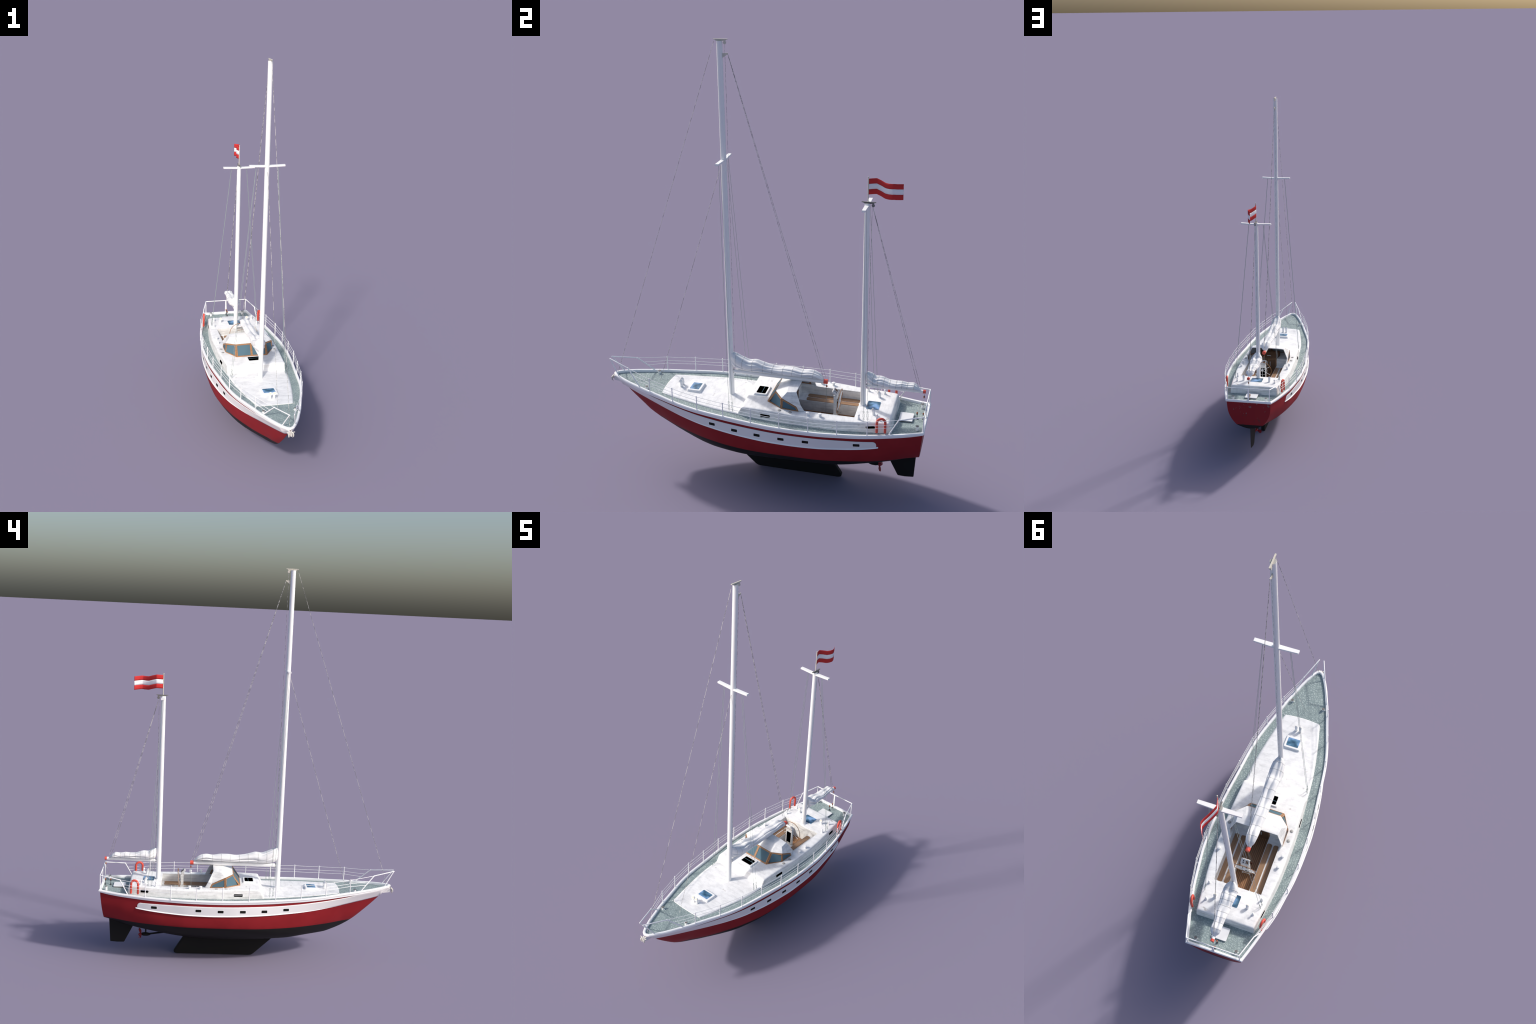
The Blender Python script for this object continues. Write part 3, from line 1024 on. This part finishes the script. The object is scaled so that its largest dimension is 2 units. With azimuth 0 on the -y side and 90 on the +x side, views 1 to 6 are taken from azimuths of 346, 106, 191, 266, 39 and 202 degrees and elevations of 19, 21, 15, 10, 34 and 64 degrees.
# ------------------------------------------------------------------ deck fittings
fittings = empty("deck_fittings", boat)
s = Soup()
s.put(lathe([(.0001, 0), (.0076, 0), (.0068, .002), (.0056, .008), (.0062, .0112), (.0080, .0126), (.0080, .0150), (.0066, .0160), (.0001, .0162)], (0, 0, 0), n=20))
winch = s.make("winch", "white", fittings)
spots = [(.1455, .249), (.1435, .3047), (-.1455, .249), (-.1435, .3047)]
winch.location = (spots[0][0], spots[0][1], float(roof_z(spots[0][1])))
for x, y in spots[1:]:
    instance(winch, (x, y, float(roof_z(y)) - .0002), fittings)
s = Soup()
s.put(lathe([(.0001, 0), (.0068, 0), (.0068, .0022), (.0082, .0024), (.0082, .0040), (.0066, .0052), (.0001, .0056)], (0, 0, 0), n=20))
vent = s.make("mushroom_vent", "grey", fittings)
spots = [(.1445, .1187), (.1455, .1683), (-.1445, .1187), (-.1455, .1683)]
vent.location = (spots[0][0], spots[0][1], float(roof_z(.1187)) - .003)
for x, y in spots[1:]:
    instance(vent, (x, y, float(roof_z(y)) - .003), fittings)
# little ball headed posts
s = Soup()
s.put(lathe([(.0001, 0), (.0058, 0), (.0050, .003), (.0030, .0085), (.0026, .013), (.0030, .014)], (0, 0, 0), n=16))
s.put(ball((0, 0, .0168), .0042))
pin = s.make("ball_post", "white", fittings)
spots = [(.1265, .4738), (.1120, .5508), (-.1265, .4738), (-.1120, .5508)]
pin.location = (spots[0][0], spots[0][1], float(roof_z(.4738)))
pin.scale = (1.2,) * 3
for x, y in spots[1:]:
    instance(pin, (x, y, float(roof_z(y))), fittings, scale=1.2)
# cowl ventilators: bent tubes with mouths that face forward
def cowl_path():
    return [(0, 0, -.002), (0, 0, .010), (0, -.0006, .0165), (0, -.0030, .0215), (0, -.0068, .0242)]
s = Soup()
s.put(tube(cowl_path(), [.0058, .0058, .0060, .0066, .0072], 18), 0)
ctr, nrm = Vector((0, -.0069, .0243)), Vector((0, -.84, .42)).normalized()
s.put(tube([tuple(ctr - nrm * .0004), tuple(ctr + nrm * .0004)], [.0058, .0058], 18), 1)
cowl = s.make("cowl_vent", ["white", "beige"], fittings)
spots = [(.0775, .5310, .397), (-.0775, .5310, .397), (.0105, -.3975, .3795), (-.0105, -.3975, .3795)]
cowl.location = spots[0]
cowl.scale = (1.12,) * 3
for p in spots[1:]:
    instance(cowl, p, fittings, scale=1.12)
# bollards with cross bars
s = Soup()
s.put(lathe([(.0001, 0), (.0070, 0), (.0066, .003), (.0066, .0180), (.0070, .0195)], (0, 0, 0), n=18), 0)
s.put(lathe([(.0001, .0190), (.0068, .0190), (.0068, .0212), (.0001, .0215)], (0, 0, 0), n=18), 1)
s.put(tube([(-.0120, 0, .011), (.0120, 0, .011)], .0012, 8), 0)
boll = s.make("mooring_bollard", ["white", "dgrey"], fittings)
spots = [(.0960, .7260, .360), (-.0960, .7260, .360), (.0800, -.5450, .3740), (-.0800, -.5450, .3740)]
boll.location = spots[0]
for p in spots[1:]:
    instance(boll, p, fittings)
# horseshoe life buoys on the rail
def horseshoe(side):
    yc, r = .5785, .0175
    pts = []
    xb, xt_ = .1695, .1668
    for k in range(4):
        pts.append((0, -r, k / 3 * .046))
    for k in range(1, 12):
        a = math.pi - math.pi * k / 12
        pts.append((0, r * math.cos(a), .046 + .0185 * math.sin(a)))
    for k in range(4):
        pts.append((0, r, .046 - k / 3 * .046))
    P = []
    slope = -.19                       # follows the rail in plan
    for _, a, h in pts:
        P.append((side * (.1680 + slope * a - .02 * h), yc + a, .3712 + h))
    s = Soup()
    s.put(tube(P, [.0056] * len(P), 14))
    for e in (P[0], P[-1]):
        s.put(ball(e, .0056))
    s.make("life_buoy", "orange", fittings)
for sd in (1, -1):
    horseshoe(sd)
# mizzen sheet blocks on the aft deck
for y, lean in ((.7125, 0), (.7402, 0)):
    s = Soup()
    zd = .3595
    s.put(lathe([(.0042, 0), (.0042, .003), (.0016, .0045), (.0008, .018)], (0, y, zd), n=12), 1)
    s.put(lathe([(.0008, .017), (.0030, .0215), (.0034, .0245)], (0, y, zd), n=12), 1)
    s.put(ball((0, y, zd + .0290), .0042), 0)
    s.make("sheet_block", ["brown", "rubber"], fittings)
# bow roller with a folding anchor
s = Soup()
s.put(rings_to_mesh([[(-.0075, -.700, .358), (.0075, -.700, .358), (.0085, -.700, .3835), (-.0085, -.700, .3835)],
                     [(-.0070, -.7455, .3640), (.0070, -.7455, .3640), (.0080, -.7455, .3860), (-.0080, -.7455, .3860)]]))
s.make("bow_roller", "band", fittings)
s = Soup()
s.put(tube([(-.0175, -.7505, .3850), (.0175, -.7505, .3850)], .0018, 8))
s.put(tube([(0, -.745, .382), (0, -.7560, .3800), (0, -.7585, .3680)], .0038, 8))
for sd in (1, -1):
    s.put(tube([(sd * .0085, -.7500, .386), (sd * .0100, -.7565, .3785), (sd * .0105, -.7570, .3690), (sd * .0090, -.7520, .3580)], [.0026, .0042, .0040, .0008], 8))
    s.put(ball((sd * .0175, -.7505, .385), .0026))
s.make("anchor", "anchor", fittings)
# small beads at the foredeck corners
s = Soup()
for sd in (1, -1):
    s.put(ball((sd * .0945, -.4640, .3765), .0022))
s.make("deck_eye", "white", fittings)

# ------------------------------------------------------------------ masts, booms, sails
def spar(name, x, y, z0, z1, ax, ay, bx, by, parent):
    rings = []
    for t in np.linspace(0, 1, 12):
        z = z0 + (z1 - z0) * t
        rx, ry = ax + (bx - ax) * t, ay + (by - ay) * t
        ring = []
        for k in range(28):
            a = 2 * math.pi * k / 28
            cx, cy = rx * math.cos(a), ry * math.sin(a)
            if abs(a - math.pi / 2) < .30:        # shallow sail groove on the aft face
                cy -= .0022 if abs(a - math.pi / 2) < .12 else .0
            ring.append((x + cx, y + cy, z))
        rings.append(ring)
    v, f = rings_to_mesh(rings)
    return add(name, v, f, "white", parent, angle=35)

main = empty("main_mast_assembly", boat)
mizz = empty("mizzen_mast_assembly", boat)
spar("mast", 0, -.150, .362, 1.9915, .0122, .0126, .0120, .0124, main)
spar("mast", 0, .4690, .386, 1.3460, .0118, .0122, .0113, .0116, mizz)
s = Soup()
s.put(slab(rounded(-.0150, .0150, .4535, .4850, .006), .388, .3965, .001))
s.make("mast_step", "gelcoat", mizz)

def spreader(y, z, half, chord, thick, parent):
    rings = []
    for t in np.linspace(-1, 1, 9):
        c = chord * (1 - .18 * abs(t)) / 2
        h = thick / 2
        x = t * half
        zz = z + .003 * abs(t)
        rings.append([(x, y - c, zz - h * .4), (x, y - c * .9, zz + h), (x, y + c * .9, zz + h), (x, y + c, zz - h * .4), (x, y + c * .85, zz - h), (x, y - c * .85, zz - h)])
    v, f = rings_to_mesh(rings)
    add("spreader", v, f, "white", parent, angle=35)
spreader(-.1505, 1.4925, .0885, .0200, .0085, main)
spreader(.4695, 1.3355, .0870, .0200, .0085, mizz)

def masthead(yc, z, L, mat, pulley_y, parent):
    s = Soup()
    s.put(box(-.0028, .0028, yc - L / 2, yc + L / 2, z - .0030, z))
    s.put(rings_to_mesh([[(-.0022, yc - L/2 + .005, z - .002), (.0022, yc - L/2 + .005, z - .002), (.0022, yc + L/2 - .004, z - .002), (-.0022, yc + L/2 - .004, z - .002)],
                         [(-.0022, yc - L/2 + .013, z - .009), (.0022, yc - L/2 + .013, z - .009), (.0022, yc + L/2 - .010, z - .009), (-.0022, yc + L/2 - .010, z - .009)]]))
    s.put(lathe([(.0001, -.0026), (.0062, -.0026), (.0070, 0), (.0062, .0026), (.0001, .0026)], (0, pulley_y, z - .0155), "x", 16))
    s.make("masthead_fitting", mat, parent)
masthead(-.1455, 1.9998, .0615, "beige", -.1275, main)
masthead(.4755, 1.3530, .0600, "dgrey", .4940, mizz)
s = Soup()
s.put(lathe([(.0001, 1.9912), (.0116, 1.9912), (.0116, 1.9924), (.0001, 1.9925)], (0, -.150, 0), n=24))
s.make("mast_cap", "grey", main)
s = Soup()
s.put(lathe([(.0001, 1.3455), (.0109, 1.3455), (.0109, 1.3470), (.0001, 1.3471)], (0, .469, 0), n=24))
s.make("mast_cap", "grey", mizz)
# halyard bracket on the aft side of the main mast
s = Soup()
s.put(rings_to_mesh([[(-.002, -.140, 1.942), (.002, -.140, 1.942), (.002, -.140, 1.922), (-.002, -.140, 1.922)],
                     [(-.0015, -.1150, 1.9435), (.0015, -.1150, 1.9435), (.0015, -.1150, 1.9390), (-.0015, -.1150, 1.9390)]]))
s.make("halyard_bracket", "beige", main)

def boom(y0, y1, za, zb, r, cap, parent):
    def zc(y):
        return za + (zb - za) * (y - y0) / (y1 - y0)
    s = Soup()
    s.put(tube([(0, y0, zc(y0)), (0, y1 - cap, zc(y1 - cap))], r, 20))
    s.put(tube([(0, y0 - .012, zc(y0)), (0, y0 + .004, zc(y0))], r * .55, 12))
    s.make("boom", "white", parent, angle=50)
    s = Soup()
    s.put(tube([(0, y1 - cap - .001, zc(y1 - cap)), (0, y1, zc(y1))], r * 1.06, 20))
    s.make("boom_end_cap", "orange", parent, angle=50)
    return zc
zc_main = boom(-.1325, .3070, .4890, .4905, .0103, .0165, main)
zc_miz = boom(.4865, .7455, .4958, .4995, .0078, .0100, mizz)

def furled_sail(stations, straps, parent, seed, fold_len):
    """stations: (y, z_bottom, z_top, half_width); soft bundle with two lobes on top and long folds"""
    yy = [s_[0] for s_ in stations]
    fb, ft, fw = (pchip(yy, [s_[k] for s_ in stations]) for k in (1, 2, 3))
    r = np.random.default_rng(seed)
    ph = r.uniform(0, 6.28, 8)
    nth = 96
    # long creases: angle from the top, how far it wanders, depth, width
    creases = [(0.02, .10, .40, .19), (.80, .13, .20, .15), (-.76, .15, .19, .15), (1.72, .14, .38, .12), (-1.68, .14, .38, .12)]
    def ring(y, grow=0.0):
        zb, zt, w = float(fb(y)), float(ft(y)), float(fw(y)) + grow
        zt += grow
        zc, h = (zb + zt) / 2, (zt - zb) / 2
        out = []
        for k in range(nth):
            a = 2 * math.pi * k / nth
            if a > math.pi:
                a -= 2 * math.pi
            q = 1.0
            for n_c, (c0, wander, dep, wd) in enumerate(creases):
                ac = c0 + wander * math.sin(y * fold_len + ph[n_c] ) + .22 * wander * math.sin(y * fold_len * 2.3 + ph[n_c - 1])
                d = dep * (0.75 + .35 * math.sin(y * fold_len * .8 + ph[n_c] * 2))
                q -= d * math.exp(-abs((a - ac) / wd) ** 1.4)
            q *= 1.08
            sx, cz = math.sin(a), math.cos(a)
            x = w * (abs(sx) ** .75) * math.copysign(1, sx) * q
            z = zc + h * (abs(cz) ** .85) * math.copysign(1, cz) * (q if cz > 0 else 1.0)
            if cz < -.25:
                x *= 1 - .62 * (-.25 - cz)
            out.append((x, y, z))
        return out
    n_ = 150
    Y = np.linspace(yy[0], yy[-1], n_)
    rings = [ring(float(y)) for y in Y]
    v, f = rings_to_mesh(rings)
    sail = add("furled_sail", v, f, "sail", parent, smooth=True)
    for ys_ in straps:
        a, b, c, d = ring(ys_ - .0014, .0001), ring(ys_ - .0011, .0006), ring(ys_ + .0011, .0006), ring(ys_ + .0014, .0001)
        v, f = rings_to_mesh([a, b, c, d], caps=False)
        add("sail_strap", v, f, "strap", parent, smooth=True)

furled_sail([(-.1455, .530, .566, .007), (-.1440, .516, .580, .012), (-.1395, .5120, .5835, .0165), (-.128, .5065, .5790, .0235), (-.1147, .5030, .5735, .0280), (-.086, .5000, .5605, .0305), (-.057, .4990, .5515, .0305),
             (-.0296, .4990, .5550, .0290), (.0, .4995, .5480, .0280), (.0327, .5000, .5400, .0278), (.0743, .5005, .5350, .0285), (.1164, .5015, .5385, .0292), (.1477, .5020, .5383, .0280), (.1934, .5023, .5325, .0250),
             (.2249, .5025, .5365, .0252), (.2415, .5025, .5345, .0250), (.2661, .5025, .5240, .0215), (.2800, .5010, .5115, .0150), (.2890, .5000, .5030, .0050)],
            (.2429, .1918, .1469, .102, .0528, .0088, -.0426, -.0877, -.1203), main, 3, 34)
furled_sail([(.4825, .535, .555, .006), (.4840, .522, .562, .012), (.4880, .5095, .5625, .018), (.4964, .5055, .5590, .0250), (.5047, .5030, .5550, .0290), (.5172, .5015, .5470, .0315), (.5253, .5010, .5425, .0315), (.5463, .5010, .5440, .0305), (.5700, .5015, .5375, .0285),
             (.5877, .5020, .5320, .0275), (.6138, .5030, .5310, .0260), (.640, .5040, .5330, .0232), (.666, .5050, .5295, .0212), (.6886, .5050, .5315, .0220), (.7058, .5050, .5235, .0200), (.7160, .5050, .5135, .0125), (.7235, .5050, .5070, .005)],
            (.6943, .6647, .6413, .616, .5882, .5621, .5359, .5142), mizz, 5, 55)
# goosenecks
s = Soup()
s.put(box(-.0025, .0025, -.1395, -.1310, .4790, .4990))
s.put(box(-.0040, .0040, -.1420, -.1385, .4760, .5020))
s.put(tube([(0, -.1290, .4800), (0, -.1290, .4650)], .0010, 6))
s.make("gooseneck", "grey", main)
s = Soup()
s.put(box(-.0022, .0022, .4790, .4880, .4890, .5030))
s.put(tube([(0, .4940, .4890), (0, .4940, .4740)], .0010, 6))
s.make("gooseneck", "grey", mizz)

# ------------------------------------------------------------------ rigging
def line(a, b, r, mat, parent, name, sag=0.0, n=14):
    a, b = Vector(a), Vector(b)
    pts = []
    for k in range(n + 1):
        q = a.lerp(b, k / n)
        q.z -= sag * math.sin(math.pi * k / n)
        pts.append(tuple(q))
    s = Soup()
    s.put(tube(pts, r, 6))
    return s.make(name, mat, parent, angle=60)
R_ = .00070
line((0, -.1735, 1.990), (0, -.7265, .404), R_, "rope", main, "forestay")
line((0, -.1625, 1.466), (0, -.5095, .384), R_, "rope", main, "inner_forestay")
line((0, -.1165, 1.9405), (0, .2885, .503), R_, "rope", main, "topping_lift")
line((0, -.1155, 1.9405), (0, .3000, .503), R_, "rope", main, "topping_lift")
line((0, -.1275, 1.978), (0, -.1310, .584), R_ * .8, "rope", main, "halyard")
line((0, .4915, 1.332), (0, .7100, .524), R_, "rope", mizz, "topping_lift")
line((0, .4925, 1.332), (0, .7228, .516), R_, "rope", mizz, "topping_lift")
line((0, .4900, 1.332), (0, .4860, .562), R_ * .8, "rope", mizz, "halyard")

def shroud(top, foot, parent):
    t, f_ = Vector(top), Vector(foot)
    d = (t - f_).normalized()
    turn = f_ + d * .048
    line(tuple(t), tuple(turn), .00072, "wire", parent, "shroud")
    s = Soup()
    u = Vector((0, 1, 0)); u = (u - d * u.dot(d)).normalized()
    def ringloop(c, ru, rd, w):
        return tube([c + u * (ru * math.cos(a)) + d * (rd * math.sin(a)) for a in [2 * math.pi * k / 16 for k in range(16)]], w, 6, loop=True)
    s.put(ringloop(f_ + d * .0105, .0029, .0034, .00085))
    s.put(ringloop(f_ + d * .0440, .0029, .0034, .00085))
    c, hu, hd = f_ + d * .0272, .0026, .0090
    s.put(tube([c + u * hu + d * hd, c + u * hu - d * hd, c - u * hu - d * hd, c - u * hu + d * hd], .0007, 6, loop=True))
    s.put(tube([f_ - d * .002, f_ + d * .0075], .0006, 6))
    s.put(tube([f_ + d * .0136, f_ + d * .0185], .0006, 6))
    s.put(tube([f_ + d * .036, f_ + d * .041], .0006, 6))
    s.make("turnbuckle", "turnbuckle", parent)
for sd in (1, -1):
    shroud((sd * .0540, -.1545, 1.490), (sd * .1445, -.1175, .3610), main)
    shroud((sd * .0540, -.1465, 1.490), (sd * .1470, -.1000, .3605), main)
    shroud((sd * .0420, .4655, 1.333), (sd * .1360, .4970, .394), mizz)
    shroud((sd * .0420, .4735, 1.333), (sd * .1335, .5140, .395), mizz)

# boom end blocks with their sheets
def end_block(c, parent):
    s = Soup()
    s.put(tube([(c[0], c[1], c[2] + .012), (c[0], c[1], c[2] + .003)], .0008, 6), 1)
    s.put(lathe([(.0001, .006), (.0022, .004), (.0036, .0005)], c, n=12), 1)
    s.put(ball((c[0], c[1], c[2] - .0005), .0042), 0)
    s.make("sheet_block", ["brown", "rubber"], parent)
end_block((0, .3027, .4680), main)
end_block((0, .7395, .4735), mizz)
for i, x in enumerate((-.0030, 0, .0030)):
    line((x, .3027, .464), (-.006 + x * 2.2, .296 + x * .5, .311), .00042, "wire", main, "mainsheet")
for x in (-.0015, .0015):
    line((x, .7395, .469), (x, .7402 if x > 0 else .7125, .389), .0005, "rope", mizz, "mizzen_sheet")

# ------------------------------------------------------------------ flag
flag = empty("flag_and_pole", boat)
s = Soup()
s.put(tube([(0, .4715, 1.350), (0, .4715, 1.4580)], .0023, 10))
s.put(ball((0, .4715, 1.4585), .0026))
s.make("flag_pole", "beige", flag)
fx = poly((.473, 0.0), (.488, -.006), (.505, -.010), (.525, -.001), (.5444, .010), (.560, .018), (.575, .0225), (.592, .017), (.6165, .002))
fz = poly((.473, 1.4515), (.505, 1.4530), (.525, 1.4475), (.5444, 1.4412), (.560, 1.4410), (.580, 1.4425), (.6165, 1.4382))
def stripe(k, name):
    V, F = [], []
    Y = np.linspace(.4732, .6165, 40)
    for y in Y:
        for j in range(4):
            V.append((float(fx(y)), y, float(fz(y)) - .0675 * (k + j / 3) / 3))
    for i in range(len(Y) - 1):
        for j in range(3):
            a = i * 4 + j
            F.append((a, a + 1, a + 5, a + 4))
    o = add("flag_stripe", V, F, name, flag, smooth=True)
    so = o.modifiers.new("cloth", "SOLIDIFY")
    so.thickness = .0008
    so.offset = 0
stripe(0, "flag_red")
stripe(1, "flag_white")
stripe(2, "flag_red")
